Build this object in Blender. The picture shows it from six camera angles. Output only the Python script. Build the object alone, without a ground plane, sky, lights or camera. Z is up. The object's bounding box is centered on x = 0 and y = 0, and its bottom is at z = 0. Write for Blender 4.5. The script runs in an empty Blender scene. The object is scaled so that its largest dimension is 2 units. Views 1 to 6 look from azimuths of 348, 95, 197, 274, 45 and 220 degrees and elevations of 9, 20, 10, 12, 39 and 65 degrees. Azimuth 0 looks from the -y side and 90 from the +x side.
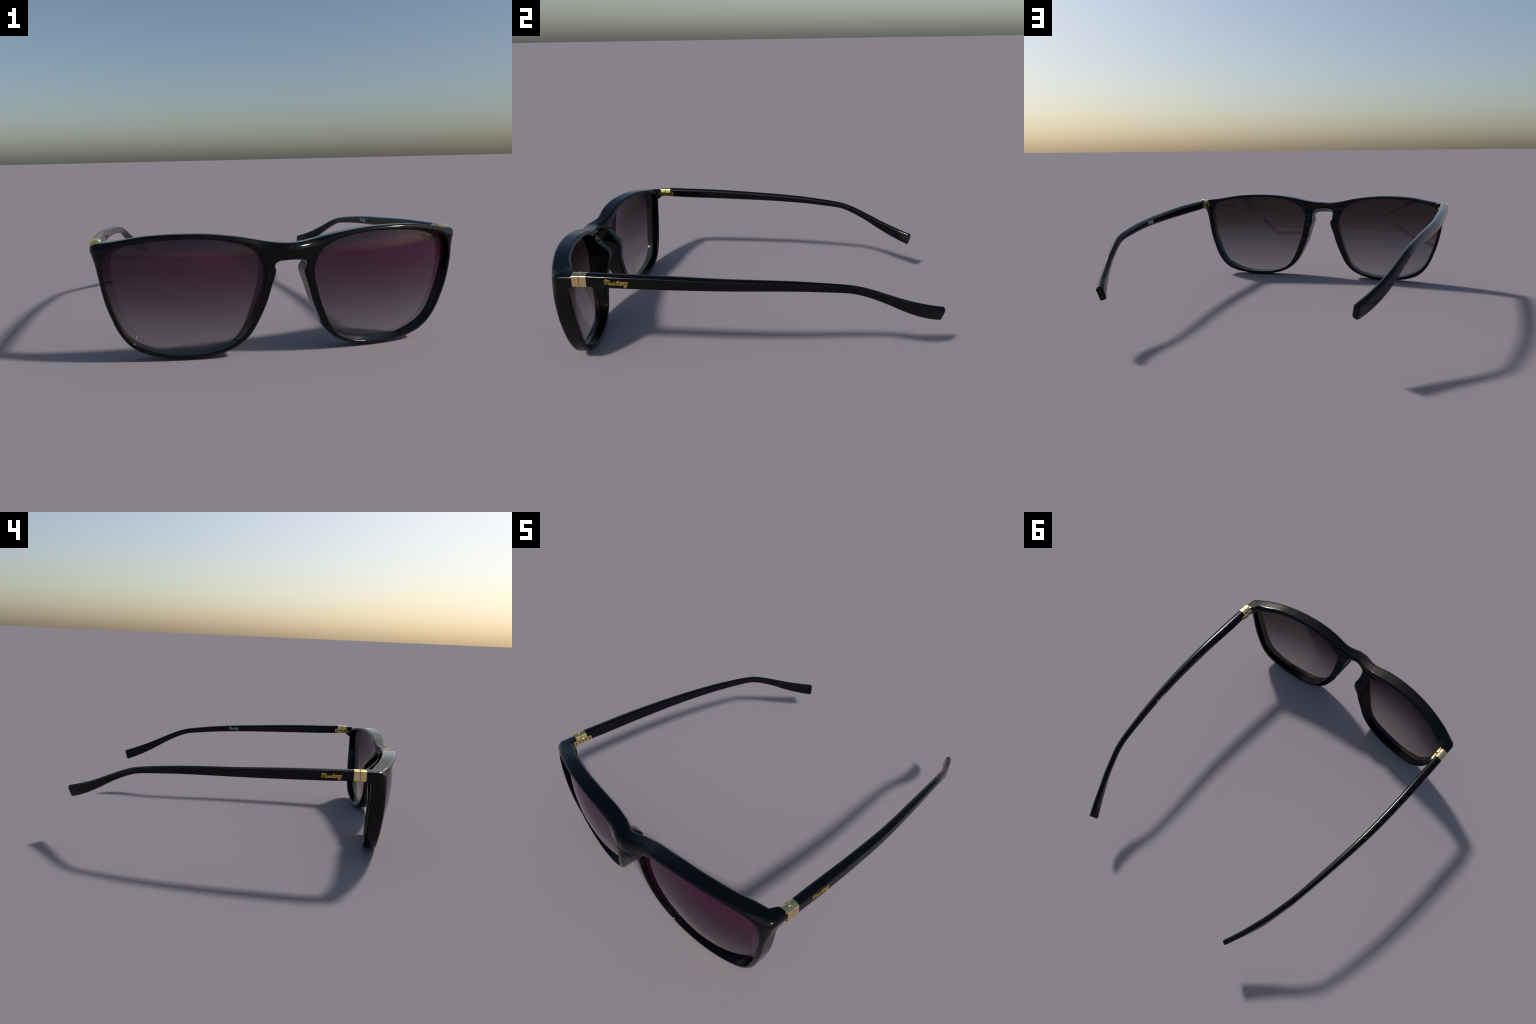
"""Sunglasses: glossy black acetate front, gradient lenses, gold hinges, slim temples."""
import bpy, bmesh, math
import numpy as np
from mathutils import Vector

rng = np.random.default_rng(7)

# ------------------------------------------------------------------ helpers
def catmull(points, n, closed=False):
    """Centripetal-free Catmull-Rom through the points, resampled evenly by arc length."""
    p = np.asarray(points, float)
    if closed:
        q = np.vstack([p[-1], p, p[0], p[1]])
        segs = len(p)
    else:
        q = np.vstack([2 * p[0] - p[1], p, 2 * p[-1] - p[-2]])
        segs = len(p) - 1
    out = []
    for i in range(segs):
        a, b, c, d = q[i], q[i + 1], q[i + 2], q[i + 3]
        t = np.linspace(0, 1, 24, endpoint=False)[:, None]
        out.append(.5 * (2 * b + (c - a) * t + (2 * a - 5 * b + 4 * c - d) * t ** 2 + (3 * b - a - 3 * c + d) * t ** 3))
    out.append((p[0] if closed else p[-1])[None])
    out = np.vstack(out)
    s = np.r_[0, np.cumsum(np.linalg.norm(np.diff(out, axis=0), axis=1))]
    t = np.linspace(0, s[-1], n + 1)[:-1] if closed else np.linspace(0, s[-1], n)
    return np.stack([np.interp(t, s, out[:, k]) for k in range(p.shape[1])], 1)

def smooth(a, b, x):
    t = np.clip((x - a) / (b - a), 0, 1)
    return t * t * (3 - 2 * t)

def pchip(xs, ys, x):
    """Monotone cubic interpolation."""
    xs, ys, x = np.asarray(xs, float), np.asarray(ys, float), np.asarray(x, float)
    h, d = np.diff(xs), np.diff(ys) / np.diff(xs)
    m = np.zeros(len(xs))
    m[0], m[-1] = d[0], d[-1]
    for i in range(1, len(xs) - 1):
        if d[i - 1] * d[i] > 0:
            w1, w2 = 2 * h[i] + h[i - 1], h[i] + 2 * h[i - 1]
            m[i] = (w1 + w2) / (w1 / d[i - 1] + w2 / d[i])
    i = np.clip(np.searchsorted(xs, x) - 1, 0, len(xs) - 2)
    t = (x - xs[i]) / h[i]
    return ((2 * t ** 3 - 3 * t ** 2 + 1) * ys[i] + (t ** 3 - 2 * t ** 2 + t) * h[i] * m[i]
            + (-2 * t ** 3 + 3 * t ** 2) * ys[i + 1] + (t ** 3 - t ** 2) * h[i] * m[i + 1])

def dist_to(points, line):
    """Distance of 2D points to a polyline."""
    a, b = line[:-1], line[1:]
    ab = b - a
    L = (ab * ab).sum(1) + 1e-18
    out = np.empty(len(points))
    for k in range(0, len(points), 4000):
        p = points[k:k + 4000, None]
        t = np.clip(((p - a) * ab).sum(2) / L, 0, 1)
        out[k:k + 4000] = np.linalg.norm(p - (a + t[..., None] * ab), axis=2).min(1)
    return out

def make(name, verts, faces, material, parent=None, flat=False, kind=None):
    me = bpy.data.meshes.new(name)
    me.from_pydata([tuple(v) for v in verts], [], [list(map(int, f)) for f in faces])
    bm = bmesh.new()
    bm.from_mesh(me)
    bmesh.ops.recalc_face_normals(bm, faces=bm.faces)
    bm.to_mesh(me)
    bm.free()
    me.polygons.foreach_set("use_smooth", [not flat] * len(me.polygons))
    me.materials.append(material)
    ob = bpy.data.objects.new(name, me)
    bpy.context.scene.collection.objects.link(ob)
    if parent:
        ob.parent = parent
    if kind:
        ob["kind"] = kind
    return ob

def sharp(ob, degrees):
    me = ob.data
    me.set_sharp_from_angle(angle=math.radians(degrees))

# ------------------------------------------------------------------ materials
def material(name):
    m = bpy.data.materials.new(name)
    m.use_nodes = True
    nt = m.node_tree
    return m, nt, nt.nodes["Principled BSDF"]

def node(nt, kind, **settings):
    n = nt.nodes.new(kind)
    for k, v in settings.items():
        setattr(n, k, v)
    return n

def black_acetate():
    m, nt, b = material("black_acetate")
    co = node(nt, "ShaderNodeTexCoord")
    nz = node(nt, "ShaderNodeTexNoise")
    nz.inputs["Scale"].default_value = 9
    nz.inputs["Detail"].default_value = 4
    ramp = node(nt, "ShaderNodeValToRGB")
    ramp.color_ramp.elements[0].color = (.0006, .0006, .0007, 1)
    ramp.color_ramp.elements[1].color = (.0012, .0012, .0014, 1)
    nt.links.new(co.outputs["Object"], nz.inputs["Vector"])
    nt.links.new(nz.outputs["Fac"], ramp.inputs["Fac"])
    nt.links.new(ramp.outputs["Color"], b.inputs["Base Color"])
    b.inputs["Roughness"].default_value = .1
    b.inputs["IOR"].default_value = 1.34
    return m

def gold():
    m, nt, b = material("polished_gold")
    co = node(nt, "ShaderNodeTexCoord")
    nz = node(nt, "ShaderNodeTexNoise")
    nz.inputs["Scale"].default_value = 60
    ramp = node(nt, "ShaderNodeMapRange")
    ramp.inputs["To Min"].default_value = .13
    ramp.inputs["To Max"].default_value = .2
    nt.links.new(co.outputs["Object"], nz.inputs["Vector"])
    nt.links.new(nz.outputs["Fac"], ramp.inputs["Value"])
    nt.links.new(ramp.outputs["Result"], b.inputs["Roughness"])
    b.inputs["Base Color"].default_value = (1.0, .78, .36, 1)
    b.inputs["Metallic"].default_value = 1
    return m

def plain(name, colour, rough, metallic=0):
    m, nt, b = material(name)
    b.inputs["Base Color"].default_value = (*colour, 1)
    b.inputs["Roughness"].default_value = rough
    b.inputs["Metallic"].default_value = metallic
    return m

def gradient_lens(name, dyed):
    m, nt, b = material(name)
    co = node(nt, "ShaderNodeTexCoord")
    sep = node(nt, "ShaderNodeSeparateXYZ")
    mr = node(nt, "ShaderNodeMapRange")
    mr.inputs["From Min"].default_value = .02
    mr.inputs["From Max"].default_value = .56
    ramp = node(nt, "ShaderNodeValToRGB")
    el = ramp.color_ramp.elements
    el[0].position, el[0].color = 0, (.52, .490, .503, 1)
    el[1].position, el[1].color = 1, (.026, .017, .021, 1)
    for pos, c in ((.25, (.32, .294, .307)), (.5, (.143, .119, .131)), (.72, (.057, .041, .048))):
        e = el.new(pos)
        e.color = (*c, 1)
    nt.links.new(co.outputs["Object"], sep.inputs[0])
    nt.links.new(sep.outputs["Z"], mr.inputs["Value"])
    nt.links.new(mr.outputs["Result"], ramp.inputs["Fac"])
    nt.links.new(ramp.outputs["Color"], b.inputs["Base Color"])
    b.inputs["Roughness"].default_value = .0
    b.inputs["IOR"].default_value = 1.45
    b.inputs["Transmission Weight"].default_value = 1.0
    if not dyed:
        return m
    # a purple dye, densest at the top, that scatters a little of the light falling on it
    dye = node(nt, "ShaderNodeBsdfDiffuse")
    dye.inputs["Color"].default_value = (.50, .05, .30, 1)
    amount = node(nt, "ShaderNodeMapRange")
    amount.inputs["From Min"].default_value = .08
    amount.inputs["From Max"].default_value = .46
    amount.inputs["To Min"].default_value = 0
    amount.inputs["To Max"].default_value = .062
    mix = node(nt, "ShaderNodeMixShader")
    nt.links.new(sep.outputs["Z"], amount.inputs["Value"])
    nt.links.new(amount.outputs["Result"], mix.inputs["Fac"])
    nt.links.new(b.outputs["BSDF"], mix.inputs[1])
    nt.links.new(dye.outputs["BSDF"], mix.inputs[2])
    nt.links.new(mix.outputs["Shader"], nt.nodes["Material Output"].inputs["Surface"])
    return m

BLACK, GOLD, LENS, LENS_REAR = (black_acetate(), gold(), gradient_lens("gradient_lens", True),
                                gradient_lens("gradient_lens_rear", False))
FOIL = plain("gold_foil_print", (.76, .55, .10), .24, 1)
WHITE = plain("white_print", (.45, .45, .49), .5)
GREY = plain("dark_print", (.012, .012, .013), .35)
DARK = plain("dark_recess", (.02, .014, .006), .6)

root = bpy.data.objects.new("sunglasses", None)
bpy.context.scene.collection.objects.link(root)
root["label"] = "glossy black sunglasses with gradient lenses and gold hinges"
root["category"] = "sunglasses"

# ------------------------------------------------------------------ front frame shape
def front_y(x, z):
    """Toric front of the frame (base curve in x and z) plus the bulge of the bridge."""
    x = np.abs(x)
    y = -.855 - .204 * x + .362 * x * x - .415 * z + .448 * z * z + .053 * x * z
    return y - .049 * np.exp(-(x / .085) ** 2) * smooth(.37, .45, z)

# outline of one half of the front: bridge top -> brow -> end piece -> bottom -> nose -> bridge underside
OUTER = [(0, .521), (.03, .522), (.07, .525), (.12, .533), (.166, .543), (.213, .553), (.261, .5605), (.325, .569), (.39, .574),
         (.455, .5755), (.52, .5755), (.56, .574), (.617, .570), (.675, .562), (.745, .550), (.80, .5405), (.838, .533), (.8535, .524),
         (.857, .511), (.855, .497), (.848, .474), (.840, .448), (.833, .420), (.826, .385), (.819, .345), (.812, .308), (.803, .269),
         (.792, .233), (.779, .198), (.767, .165), (.750, .130), (.732, .102), (.712, .077), (.69, .0575), (.664, .041), (.634, .029),
         (.60, .018), (.56, .011), (.51, .004), (.45, .0), (.40, .0015), (.36, .007), (.315, .0155), (.28, .0265), (.245, .042),
         (.21, .066), (.18, .097), (.158, .131), (.138, .172), (.12, .212), (.103, .257), (.089, .305), (.079, .338), (.071, .362),
         (.0655, .384), (.0655, .398), (.0705, .412), (.0715, .423), (.066, .434), (.052, .442), (.03, .445), (0, .446)]
INNER = [(.42, .553), (.5, .552), (.563, .549), (.625, .544), (.68, .536), (.728, .525), (.762, .513), (.783, .500), (.797, .481),
         (.806, .457), (.809, .43), (.807, .395), (.802, .355), (.793, .312), (.782, .272), (.77, .232), (.755, .192), (.739, .153),
         (.72, .121), (.695, .092), (.665, .071), (.63, .054), (.59, .038), (.545, .028), (.50, .022), (.45, .020), (.39, .022),
         (.34, .0295), (.29, .042), (.25, .062), (.22, .088), (.2, .114), (.182, .147), (.163, .189), (.144, .239), (.128, .29),
         (.115, .34), (.109, .375), (.109, .402), (.115, .43), (.128, .46), (.149, .486), (.178, .505), (.213, .5205), (.26, .534),
         (.32, .545), (.37, .550)]
CENTRE = np.array([.43, .30])

def ring_angle(p):
    """Angle round the lens, clockwise from the bridge, 0..2pi."""
    a = math.pi - np.arctan2(p[..., 1] - CENTRE[1], p[..., 0] - CENTRE[0])
    return np.mod(a - math.radians(22), 2 * math.pi)

# back of the rim: (x, z, y) anchors round the lens
BACK = [(.1, .533, -.880), (.2, .555, -.880), (.38, .579, -.872), (.52, .577, -.855), (.66, .566, -.824), (.76, .55, -.787),
        (.82, .535, -.773), (.855, .50, -.772), (.845, .445, -.772), (.815, .31, -.771), (.785, .22, -.770), (.739, .136, -.770),
        (.672, .07, -.773), (.571, .024, -.785), (.45, 0, -.796), (.32, .027, -.811), (.22, .088, -.828), (.145, .169, -.839),
        (.1, .27, -.838), (.08, .335, -.829), (.067, .375, -.825)]

_b = np.array(BACK)
_a = ring_angle(_b[:, :2])
_o = np.argsort(_a)
def back_y(x, z):
    p = np.stack([np.abs(x), z], -1)
    a = ring_angle(p)
    A, Y = _a[_o], _b[_o, 2]
    A = np.r_[A[-1] - 2 * math.pi, A, A[0] + 2 * math.pi]
    Y = np.r_[Y[-1], Y, Y[0]]
    y = pchip(A, Y, a)
    # the bridge is thinner than the nose pads below it
    ax = np.abs(x)
    zs = [.30, .365, .385, .40, .42, .445, .48, .53]
    yb = pchip(zs, [-.834, -.824, -.828, -.839, -.858, -.879, -.890, -.882], np.clip(z, .30, .53))
    w = smooth(.20, .13, ax) * smooth(.32, .36, z)
    y = y * (1 - w) + yb * w
    y = y - .026 * np.exp(-(ax / .06) ** 2) * smooth(.425, .46, z)      # waist of the bridge
    # lug that carries the hinge
    shoulder = .018 * smooth(.515, .529, z)                             # full width only above the hinge plate
    return y + .0315 * smooth(.802 - shoulder, .816 - .004 * (shoulder > 0), ax) * smooth(.455, .484, z)

N_OUT, N_CUT = 620, 18
outer = catmull(OUTER, N_OUT)
outer[0, 0] = outer[-1, 0] = 0
cut = np.stack([np.zeros(N_CUT), np.linspace(outer[-1, 1], outer[0, 1], N_CUT + 2)[1:-1]], 1)
outer[:, 1] -= .003 * smooth(.50, .525, outer[:, 1]) * smooth(.86, .78, outer[:, 0])
cut[:, 1] = np.linspace(outer[-1, 1], outer[0, 1], N_CUT + 2)[1:-1]
ring_out = np.vstack([outer, cut])                       # closed ring of stations
# back outline: the underside of the bridge rises towards the back
def back_outline(p):
    q = p.copy()
    under = smooth(.088, .06, p[:, 0]) * smooth(.40, .435, p[:, 1]) * smooth(.50, .45, p[:, 1])
    q[:, 1] += .026 * under
    q[:, 1] -= .0022 * smooth(.50, .515, p[:, 1]) * smooth(.82, .72, p[:, 0])     # and the brow falls off slightly
    return q
ring_back = back_outline(ring_out)
inner_dense = catmull(INNER, 2000, closed=True)

# matching stations on the outer and the inner edge of the rim: (outer x, z, inner x, z)
PAIRS = [(.07, .525, .215, .521), (.12, .533, .235, .527), (.213, .553, .28, .538), (.325, .569, .345, .548), (.455, .5755, .45, .5525),
         (.617, .570, .61, .545), (.745, .55, .72, .527), (.838, .533, .77, .509), (.857, .511, .785, .498), (.848, .474, .80, .473),
         (.833, .42, .809, .42), (.819, .345, .80, .345), (.792, .233, .771, .237), (.75, .13, .73, .137), (.69, .0575, .675, .077),
         (.60, .018, .595, .04), (.45, 0, .45, .02), (.315, .0155, .325, .033), (.245, .042, .26, .057), (.18, .097, .206, .105),
         (.138, .172, .167, .18), (.103, .257, .138, .255), (.079, .338, .116, .335), (.0655, .39, .109, .385), (.0715, .42, .113, .423),
         (.066, .434, .118, .438), (.052, .442, .125, .454), (.03, .445, .132, .466), (0, .446, .141, .478)]
N = len(ring_out)
def nearest(line, p):
    return int(np.argmin(((line - np.array(p)) ** 2).sum(1)))
po = [nearest(ring_out[:N_OUT], q[:2]) for q in PAIRS]
pi = [nearest(inner_dense, q[2:]) for q in PAIRS]
n_in = len(inner_dense)
for j in range(1, len(pi)):                              # unwrap round the closed inner outline
    while pi[j] < pi[j - 1] - n_in / 2:
        pi[j] += n_in
po = [po[-1] - N] + po + [po[0] + N]
pi = [pi[-1] - n_in] + pi + [pi[0] + n_in]
where = np.mod(pchip(po, pi, np.arange(N)), n_in)
ring_in = np.stack([np.interp(where, np.arange(n_in + 1), np.r_[inner_dense[:, c], inner_dense[0, c]]) for c in (0, 1)], 1)

R_FRONT_OUT, R_FRONT_IN, R_BACK_OUT, R_BACK_IN = .013, .006, .0105, .0055
def rows(r_in, r_out, w):
    """Positions across the rim (0 inner edge, 1 outer edge), dense in the rounded margins."""
    steps = 1 - np.cos(np.linspace(0, math.pi / 2, 7))
    a = steps * r_in
    b = steps * r_out
    scale = np.minimum(1, .96 * w / (r_in + r_out))
    a, b = a[None] * scale[:, None], b[None] * scale[:, None]
    mid = np.linspace(0, 1, 11)[1:-1]
    m = a[:, -1:] + (w[:, None] - a[:, -1:] - b[:, -1:]) * mid
    return np.concatenate([a, m, w[:, None] - b[:, ::-1]], 1) / w[:, None]

def rounding(d, r):
    d = np.clip(d, 0, r)
    return r - np.sqrt(np.maximum(r * r - (r - d) ** 2, 0))

def sheet(rin, rout, r_in, r_out, surface, sign):
    w = np.linalg.norm(rout - rin, axis=1)
    s = rows(r_in, r_out, w)
    P = rin[:, None] * (1 - s[..., None]) + rout[:, None] * s[..., None]
    flat = P.reshape(-1, 2)
    di = dist_to(flat, np.vstack([rin, rin[:1]]))
    do = dist_to(flat, rout[:N_OUT])
    on_out = np.zeros(s.shape, bool)
    on_out[:N_OUT, -1] = True
    do[on_out.ravel()] = 0
    on_in = np.zeros(s.shape, bool)
    on_in[:, 0] = True
    di[on_in.ravel()] = 0
    soft = smooth(.24, .10, flat[:, 0]) * smooth(.44, .49, flat[:, 1])      # the bridge is rounder on top
    soft = soft + smooth(.74, .83, flat[:, 0]) * smooth(.38, .48, flat[:, 1]) * (1.3 if sign > 0 else 0)   # and so are the front corners
    if sign < 0:
        soft = np.maximum(soft, .75 * smooth(.47, .52, flat[:, 1]))           # soft rear edge of the brow
    r_var = r_out * (1 + 1.2 * soft)
    if sign < 0:                                             # the lug ends flat against the hinge
        lug = smooth(.775, .805, flat[:, 0]) * smooth(.45, .48, flat[:, 1])
        r_var = r_var * (1 - lug) + .003 * lug
    y = surface(flat[:, 0], flat[:, 1]) + sign * (rounding(di, r_in) + rounding(do, r_var))
    return np.stack([flat[:, 0], y, flat[:, 1]], 1).reshape(*s.shape, 3)

F = sheet(ring_in, ring_out, R_FRONT_IN, R_FRONT_OUT, front_y, 1)
# the opening is narrower at the back beside the nose
inward = CENTRE - ring_in
inward /= np.linalg.norm(inward, axis=1)[:, None]
ring_in_back = ring_in + inward * (.012 * smooth(.27, .14, ring_in[:, 0]))[:, None]
B = sheet(ring_in_back, ring_back, R_BACK_IN, R_BACK_OUT, back_y, -1)
WALL = np.linspace(0, 1, 9)[1:-1]
wall_out = F[:, -1:] * (1 - WALL[None, :, None]) + B[:, -1:] * WALL[None, :, None]
wall_in = B[:, :1] * (1 - WALL[None, :, None]) + F[:, :1] * WALL[None, :, None]
loop = np.concatenate([F, wall_out, B[:, ::-1], wall_in], 1)      # (station, section, 3)
M, nF, nW = loop.shape[1], F.shape[1], len(WALL)
half = loop.reshape(-1, 3)
faces = []
for i in range(N):
    j = (i + 1) % N
    at_cut = i >= N_OUT - 1                              # stations on the symmetry plane
    for c in range(M):
        d = (c + 1) % M
        if at_cut and nF - 1 <= c < nF + nW:             # open where the halves meet
            continue
        faces.append((i * M + c, i * M + d, j * M + d, j * M + c))
faces = np.array(faces)
mirror = half * [-1, 1, 1]
bm = bmesh.new()
vs = [bm.verts.new(v) for v in np.vstack([half, mirror])]
for f in faces:
    bm.faces.new([vs[q] for q in f])
for f in faces:
    bm.faces.new([vs[q + len(half)] for q in f[::-1]])
bmesh.ops.remove_doubles(bm, verts=[v for v in bm.verts if abs(v.co.x) < 1e-5], dist=2e-5)
loose = [v for v in bm.verts if not v.link_faces]
bmesh.ops.delete(bm, geom=loose, context="VERTS")
bmesh.ops.recalc_face_normals(bm, faces=bm.faces)
bm.normal_update()
bm.verts.index_update()
coords = np.array([v.co for v in bm.verts])
normals = np.array([v.normal for v in bm.verts])
polys = [[v.index for v in f.verts] for f in bm.faces]
bm.free()

# one seamless surface, separated by region into bridge, nose pads and rims
def region(c):
    x, y, z = c
    ax = abs(x)
    if ax < .105 and z > .43:
        return "bridge", 0
    side = 0 if x > 0 else 1
    if ax < .125 and .27 < z <= .43 and y > -.895:
        return "nose_pad", side
    return "rim", side
groups = {}
for p in polys:
    groups.setdefault(region(coords[p].mean(0)), []).append(p)
for (name, side), ps in sorted(groups.items()):
    used = sorted({v for p in ps for v in p})
    idx = {v: i for i, v in enumerate(used)}
    me = bpy.data.meshes.new(name)
    me.from_pydata(coords[used].tolist(), [], [[idx[v] for v in p] for p in ps])
    me.polygons.foreach_set("use_smooth", [True] * len(me.polygons))
    me.materials.append(BLACK)
    me.normals_split_custom_set_from_vertices(normals[used].tolist())
    ob = bpy.data.objects.new(name, me)
    bpy.context.scene.collection.objects.link(ob)
    ob.parent = root

# ------------------------------------------------------------------ lenses
LENS_THICK = .009
def lens_front_y(x, z):
    """Pillow-like lens, bulging more than the rim that holds it."""
    x = np.abs(x)
    return -.947 + np.where(x > .345, .62, .22) * (x - .345) ** 2 + .62 * (z - .395) ** 2 - .08 * (x - .45) ** 2 * (z - .3)

def build_lens(sign):
    edge = catmull(INNER, 220, closed=True)
    t = np.roll(edge, -1, 0) - np.roll(edge, 1, 0)
    nrm = np.stack([-t[:, 1], t[:, 0]], 1)
    nrm /= np.linalg.norm(nrm, axis=1)[:, None]
    nrm *= np.sign(((edge - CENTRE) * nrm).sum(1))[:, None]
    edge = edge + nrm * .004                             # sits in the groove
    radii = np.r_[np.linspace(.05, .95, 24), .985, 1]
    v, f, n = [], [], len(edge)
    for layer in (0, 1):
        for r in radii:
            p = CENTRE + (edge - CENTRE) * r
            y = lens_front_y(p[:, 0], p[:, 1]) + layer * LENS_THICK
            v.append(np.stack([sign * p[:, 0], y, p[:, 1]], 1))
    v = np.vstack(v)
    K = len(radii)
    def ring(layer, a, i): return (layer * K + a) * n + i % n
    for layer in (0, 1):
        for a in range(K - 1):
            for i in range(n):
                f.append((ring(layer, a, i), ring(layer, a, i + 1), ring(layer, a + 1, i + 1), ring(layer, a + 1, i)))
        f.append([ring(layer, 0, i) for i in range(n)])
    for i in range(n):
        f.append((ring(0, K - 1, i), ring(0, K - 1, i + 1), ring(1, K - 1, i + 1), ring(1, K - 1, i)))
    ob = make("lens", v, f, LENS, root)
    ob.data.materials.append(LENS_REAR)                  # the purple coating is on the front only
    for p in ob.data.polygons:
        if min(p.vertices) >= K * n:
            p.material_index = 1
    sharp(ob, 40)
    return ob
lens_right = build_lens(1)
lens_left = build_lens(-1)

# ------------------------------------------------------------------ temples
# top edge y,z | bottom edge y,z | outer x | inner x | inward lean of the bottom edge
TEMPLE = [(-.676, .540, -.676, .478, .859, .811, 0), (-.55, .536, -.55, .472, .8585, .811, 0), (-.39, .531, -.39, .467, .856, .811, 0),
          (-.22, .523, -.22, .462, .850, .807, 0), (-.05, .513, -.05, .4575, .840, .799, 0), (.10, .505, .10, .453, .824, .786, .001),
          (.25, .495, .25, .447, .804, .768, .002), (.40, .480, .397, .4365, .781, .748, .003), (.535, .4615, .525, .4235, .757, .727, .005),
          (.59, .447, .572, .411, .745, .715, .006), (.64, .428, .62, .392, .730, .701, .007), (.73, .389, .703, .351, .703, .675, .007),
          (.812, .353, .788, .302, .673, .645, .006), (.895, .322, .870, .260, .642, .614, -.002), (.96, .300, .938, .232, .615, .587, -.013),
          (1.0, .288, .979, .2185, .597, .570, -.021)]
TT = np.array(TEMPLE)
TT[:, 1] -= .0006
TT[:, 3] += .0026
TT[:, 4] += .0012
TT[1:, 5] -= .0020

def section(n_corner=7):
    """Unit cross-section, u: -1 inner .. 1 outer, v: -1 bottom .. 1 top; crisp outer edges, soft inner ones.
    Returns corner centres, directions and radius class so that radii stay metric."""
    out = []
    for su, sv, a0 in ((1, 1, 0), (-1, 1, 90), (-1, -1, 180), (1, -1, 270)):
        for a in np.linspace(a0, a0 + 90, n_corner):
            out.append((su, sv, math.cos(math.radians(a)), math.sin(math.radians(a))))
    return np.array(out)
SEC = section()

def temple_frame(y_from, y_to, n):
    """Sampled stations: centre, half width axis, half height axis."""
    t = TT[:, 0]
    ys = np.linspace(y_from, y_to, n)
    g = [catmull(np.c_[np.arange(len(TT)), TT[:, 0]], 10)]
    cols = [pchip(t, TT[:, c], ys) for c in range(1, 7)]
    zt, yb, zb, xo, xi, lean = cols
    top = np.stack([(xo + xi) / 2, ys, zt], 1)
    bot = np.stack([(xo + xi) / 2 + lean, yb, zb], 1)
    # inner/outer shift at the bottom follows the sideways curve of the arm
    bot[:, 0] = pchip(t, (TT[:, 4] + TT[:, 5]) / 2, np.clip(yb, t[0], t[-1])) + lean
    c = (top + bot) / 2
    v = (top - bot) / 2
    hw = (xo - xi) / 2
    tang = np.gradient(c, axis=0)
    tang /= np.linalg.norm(tang, axis=1)[:, None]
    vn = v / np.linalg.norm(v, axis=1)[:, None]
    u = np.cross(tang, vn)
    u /= np.linalg.norm(u, axis=1)[:, None]
    u *= np.sign(u[:, :1])
    return c, u * hw[:, None], v, hw, np.linalg.norm(v, axis=1)

def sweep(c, u, v, hw, hh, r_outer, r_inner, grow=0.0):
    rings = []
    for i in range(len(c)):
        un, vn = u[i] / hw[i], v[i] / hh[i]
        w, h = hw[i] + grow, hh[i] + grow
        ro, ri = min(r_outer, .45 * h), min(r_inner, .8 * h, .8 * w)
        pts = []
        for su, sv, ca, sa in SEC:
            r = ro if su > 0 else ri
            drop = .18 * h if su > 0 and sv > 0 else 0           # the top face falls towards the outside
            pts.append(c[i] + un * (su * (w - r) + r * ca) + vn * (sv * (h - r) - drop + r * sa))
        k = len(SEC) // 4                                        # crown between the two top corners
        a, b = pts[k - 1], pts[k]
        pts[k:k] = [a + (b - a) * t + vn * .0030 * 4 * t * (1 - t) for t in (.2, .4, .6, .8)]
        rings.append(pts)
    return np.array(rings)

def solid(rings):
    n, m = rings.shape[:2]
    f = []
    for i in range(n - 1):
        for j in range(m):
            k = (j + 1) % m
            f.append((i * m + j, i * m + k, (i + 1) * m + k, (i + 1) * m + j))
    f.append(list(range(m)))
    f.append([(n - 1) * m + j for j in range(m)])
    return rings.reshape(-1, 3), f

def flip(v, sign):
    return np.asarray(v) * [sign, 1, 1]

R_OUT, R_IN = .0065, .0165
def build_temple(sign):
    c, u, v, hw, hh = temple_frame(-.676, 1.0, 260)
    rings = list(sweep(c, u, v, hw, hh, R_OUT, R_IN))
    # rounded tip: shrink the last few rings inwards
    d = c[-1] - c[-2]
    d /= np.linalg.norm(d)
    rc = rings[-1].mean(0)
    last = rings[-1]
    r = .009
    keep = [q for q in rings if np.dot(q.mean(0) - rc, d) < -r * 1.02]
    back = last - d * r
    for a in np.linspace(0, math.pi / 2, 6):
        inset = r * (1 - math.cos(a))
        dirn = rc - last
        L = np.linalg.norm(dirn, axis=1)[:, None]
        keep.append(back + d * r * math.sin(a) + dirn / L * inset)
    vv, ff = solid(np.array(keep))
    ob = make("temple", flip(vv, sign), ff, BLACK, root)
    sharp(ob, 50)
    return ob
temple_right, temple_left = build_temple(1), build_temple(-1)

# ------------------------------------------------------------------ hinges
def sleeve_ring(y, grow, chamfer=0):
    c, u, v, hw, hh = temple_frame(-.676, -.60, 3)
    c = c[:1].copy()
    c[0, 1] = y
    un = np.array([[1., 0, 0]]) * hw[:1, None]
    vn = np.array([[0, 0, 1.]]) * hh[:1, None]
    return sweep(c, un, vn, hw[:1], hh[:1], R_OUT, R_IN, grow - chamfer)[0]

def band(y0, y1, grow):
    ch = .0012
    return solid(np.array([sleeve_ring(y0, grow, ch), sleeve_ring(y0 + ch, grow), sleeve_ring(y1 - ch, grow), sleeve_ring(y1, grow, ch)]))

def merge(parts):
    V, Fc, n = [], [], 0
    for v, f in parts:
        V.append(np.asarray(v))
        Fc += [[i + n for i in q] for q in f]
        n += len(v)
    return np.vstack(V), Fc

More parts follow.
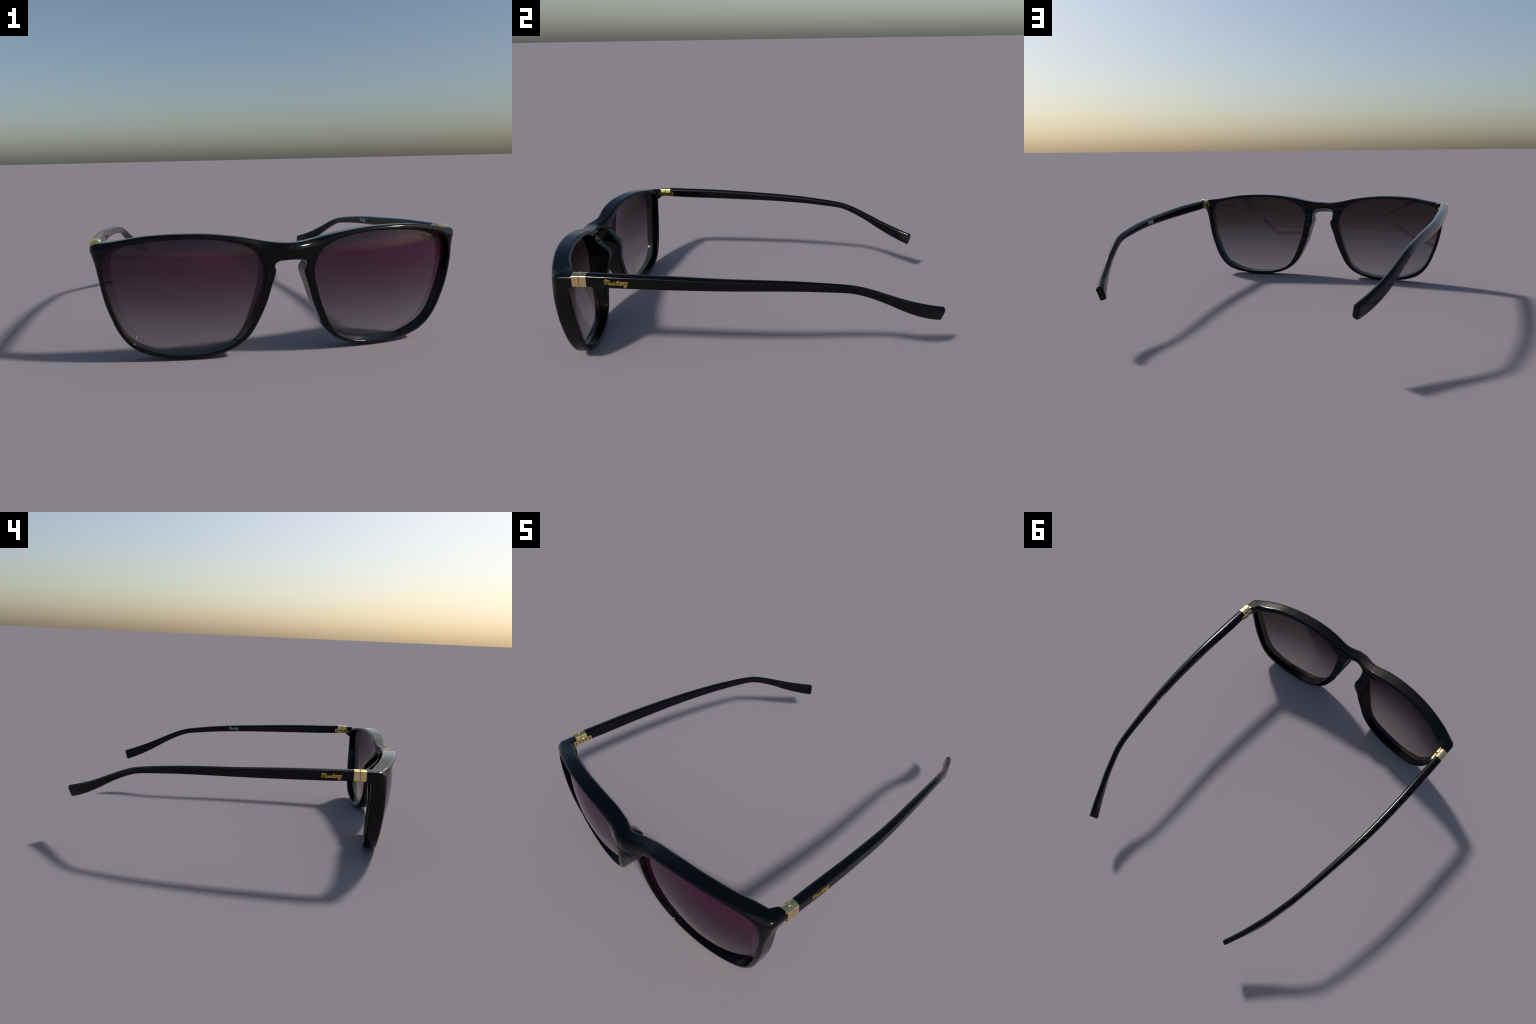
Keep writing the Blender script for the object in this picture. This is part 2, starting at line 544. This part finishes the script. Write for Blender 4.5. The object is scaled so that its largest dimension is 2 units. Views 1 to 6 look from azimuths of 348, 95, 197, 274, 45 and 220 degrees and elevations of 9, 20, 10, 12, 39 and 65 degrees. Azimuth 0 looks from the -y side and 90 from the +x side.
def tube(profile, axis_point, axis, n=20):
    """Solid of revolution: profile of (radius, height) along the axis."""
    axis = np.array(axis, float)
    a = np.array([0, 0, 1.]) if abs(axis[2]) < .9 else np.array([1., 0, 0])
    e1 = np.cross(axis, a)
    e1 /= np.linalg.norm(e1)
    e2 = np.cross(axis, e1)
    th = np.linspace(0, 2 * math.pi, n, endpoint=False)
    rings = [np.array(axis_point) + axis * h + r * (np.cos(th)[:, None] * e1 + np.sin(th)[:, None] * e2) for r, h in profile]
    return solid(np.array(rings))

def plate_with_holes(y0, y1, zc, hz, x0, x1, holes, r_hole, cr):
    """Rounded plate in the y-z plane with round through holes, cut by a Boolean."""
    pts = []
    for sy, sz, a0 in ((y1 - cr, zc + hz - cr, 0), (y0 + cr, zc + hz - cr, 90), (y0 + cr, zc - hz + cr, 180), (y1 - cr, zc - hz + cr, 270)):
        for a in np.linspace(a0, a0 + 90, 6):
            pts.append((sy + cr * math.cos(math.radians(a)), sz + cr * math.sin(math.radians(a))))
    pts = np.array(pts)
    b = .0012
    mid = pts.mean(0)
    def ringx(x, s):
        q = mid + (pts - mid) * s
        return np.c_[np.full(len(q), x), q]
    body = make("plate_body", *solid(np.array([ringx(x0, .94), ringx(x0 + b, 1), ringx(x1, 1)])), GOLD)
    cutters = merge([tube([(r_hole, -.001), (r_hole, .02)], (x0 - .004, hy, zc), (1, 0, 0)) for hy in holes])
    cutter = make("plate_cutter", *cutters, GOLD)
    m = body.modifiers.new("holes", "BOOLEAN")
    m.object, m.operation, m.solver = cutter, "DIFFERENCE", "EXACT"
    # stop the holes part way so that they have a floor
    cutter.location.x = -.0135
    dg = bpy.context.evaluated_depsgraph_get()
    me = bpy.data.meshes.new_from_object(body.evaluated_get(dg))
    v = np.array([q.co for q in me.vertices])
    f = [list(q.vertices) for q in me.polygons]
    for o_ in (body, cutter):
        bpy.data.objects.remove(o_)
    bpy.data.meshes.remove(me)
    return v, f

GAP = -.7085
front_plate = plate_with_holes(-.763, GAP - .0022, .505, .0125, .8005, .8125, (-.750, -.727), .0058, .005)
rear_plate = plate_with_holes(GAP + .0012, -.653, .505, .0125, .8005, .8125, (-.690, -.667), .0058, .005)
for sign in (1, -1):
    bands = merge([band(-.7425, GAP - .0011, .0011), band(GAP + .0011, -.6745, .0011)])
    hinge = make("hinge", flip(bands[0], sign), bands[1], GOLD, root)
    sharp(hinge, 35)
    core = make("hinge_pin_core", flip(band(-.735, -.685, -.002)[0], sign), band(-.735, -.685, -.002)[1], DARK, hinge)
    sharp(core, 35)
    for pl in (front_plate, rear_plate):
        ob = make("hinge_plate", flip(pl[0], sign), pl[1], GOLD, hinge)
        sharp(ob, 35)
    floors = merge([tube([(.0056, 0), (.0056, .0004)], (.8024, hy, .505), (1, 0, 0)) for hy in (-.750, -.727, -.690, -.667)])  # near-black discs on the hole floors, modelling the shade inside the holes
    make("hole_shade_disc", flip(floors[0], sign), floors[1], DARK, hinge)
    sc = tube([(.0072, -.004), (.0072, .0012), (.0062, .0020), (.0046, .0020), (.0040, .0004), (.0005, .0002)], (.835, GAP - .001, .5416), (0, 0, 1))
    screw = make("hinge_screw", flip(sc[0], sign), sc[1], GOLD, hinge)
    sharp(screw, 35)

# ------------------------------------------------------------------ lettering: a brush-script word drawn as strokes
STROKES = [
    [(.42, 1.2), (.2, 1.38), (.2, 1.72), (.48, 2.02), (.86, 2.06), (.95, 1.85), (.55, .85), (.15, -.02)],
    [(.92, 1.9), (1.2, 1.98), (1.42, 1.78), (1.1, .8), (.80, -.02)],
    [(1.38, 1.68), (1.75, 1.76), (2.05, 1.55), (1.75, .75), (1.55, .2), (1.72, -.02), (2.05, .2), (2.36, .95)],
    [(2.36, .98), (2.12, .3), (2.25, -.02), (2.55, .22), (2.92, .98), (2.72, .2), (2.88, -.02), (3.2, .3), (3.58, 1.2),
     (3.55, .8), (3.8, .35), (3.62, -.02), (3.3, .06)],
    [(3.62, -.02), (4.1, .3), (4.6, 1.0), (5.12, 2.0)],
    [(5.12, 2.0), (4.55, .6), (4.45, .1), (4.68, -.05), (5.0, .25)],
    [(4.0, 1.28), (5.5, 1.25), (8.35, 1.2)],
    [(5.78, .86), (5.4, .95), (5.0, .4), (5.12, -.05), (5.5, .15), (5.88, .95), (5.68, .2), (5.85, -.07), (6.12, .3), (6.35, .92), (6.05, -.1)],
    [(6.12, .3), (6.58, .9), (6.84, .8), (6.64, .15), (6.8, -.1), (7.1, .15)],
    [(7.92, .8), (7.52, .9), (7.15, .4), (7.3, -.1), (7.7, .1), (8.08, .9), (7.72, -.2), (7.38, -.85), (7.05, -1.06), (6.78, -.9), (7.05, -.55), (7.75, -.1)],
]

def lettering(place, scale, half_width, relief):
    """Sweep every stroke as a low flat-topped bead; place(u, v) gives point, right, up and out vectors."""
    parts = []
    for st in STROKES:
        q = catmull(np.array(st) * scale, 10 * len(st))
        t = np.gradient(q, axis=0)
        t /= np.linalg.norm(t, axis=1)[:, None]
        rings = []
        for i, (a, b) in enumerate(q):
            p, right, up, out = place(a, b)
            side = -t[i, 1] * right + t[i, 0] * up
            wv = half_width * (.6 if i in (0, len(q) - 1) else 1)
            h = relief + 2e-5 * len(parts) + 1e-5 * i / len(q)     # crossing strokes never share a plane
            rings.append([p - side * wv - out * relief, p + side * wv - out * relief,
                          p + side * wv + out * h * .6, p + side * wv * .85 + out * h,
                          p - side * wv * .85 + out * h, p - side * wv + out * h * .6])
        parts.append(solid(np.array(rings)))
    return merge(parts)

def outer_x(y): return pchip(TT[:, 0], TT[:, 4], y)
def inner_x(y): return pchip(TT[:, 0], TT[:, 5], y)
K = .0135
slope = -.03
for sign, ob in ((1, temple_right), (-1, temple_left)):
    def place(a, b, sign=sign):
        y = (-.591 + a) if sign > 0 else (-.501 - a)
        z = .4935 + .82 * b + slope * (y + .55)
        p = np.array([sign * (outer_x(y) + .0002), y, z])
        return p, np.array([0, float(sign), 0]), np.array([0, 0, 1.]), np.array([float(sign), 0, 0])
    v, f = lettering(place, K, .0019, .0006)
    make("lettering", v, f, FOIL, ob, flat=True)
def place_in(a, b):
    y = .200 - a
    z = .4725 + b - .06 * (y - .16)
    return np.array([inner_x(y) - .0002, y, z]), np.array([0, -1., 0]), np.array([0, 0, 1.]), np.array([-1., 0, 0])
v, f = lettering(place_in, .0093, .0012, .0008)
make("lettering", v, f, WHITE, temple_right, flat=True)
def place_lens(a, b):
    x, z = .655 + a, .488 + b - .1 * a
    return np.array([x, lens_front_y(x, z) - .0002, z]), np.array([1., 0, 0]), np.array([0, 0, 1.]), np.array([0, -1., 0])
v, f = lettering(place_lens, .0128, .0014, .0007)
make("lettering", v, f, GREY, lens_right, flat=True)
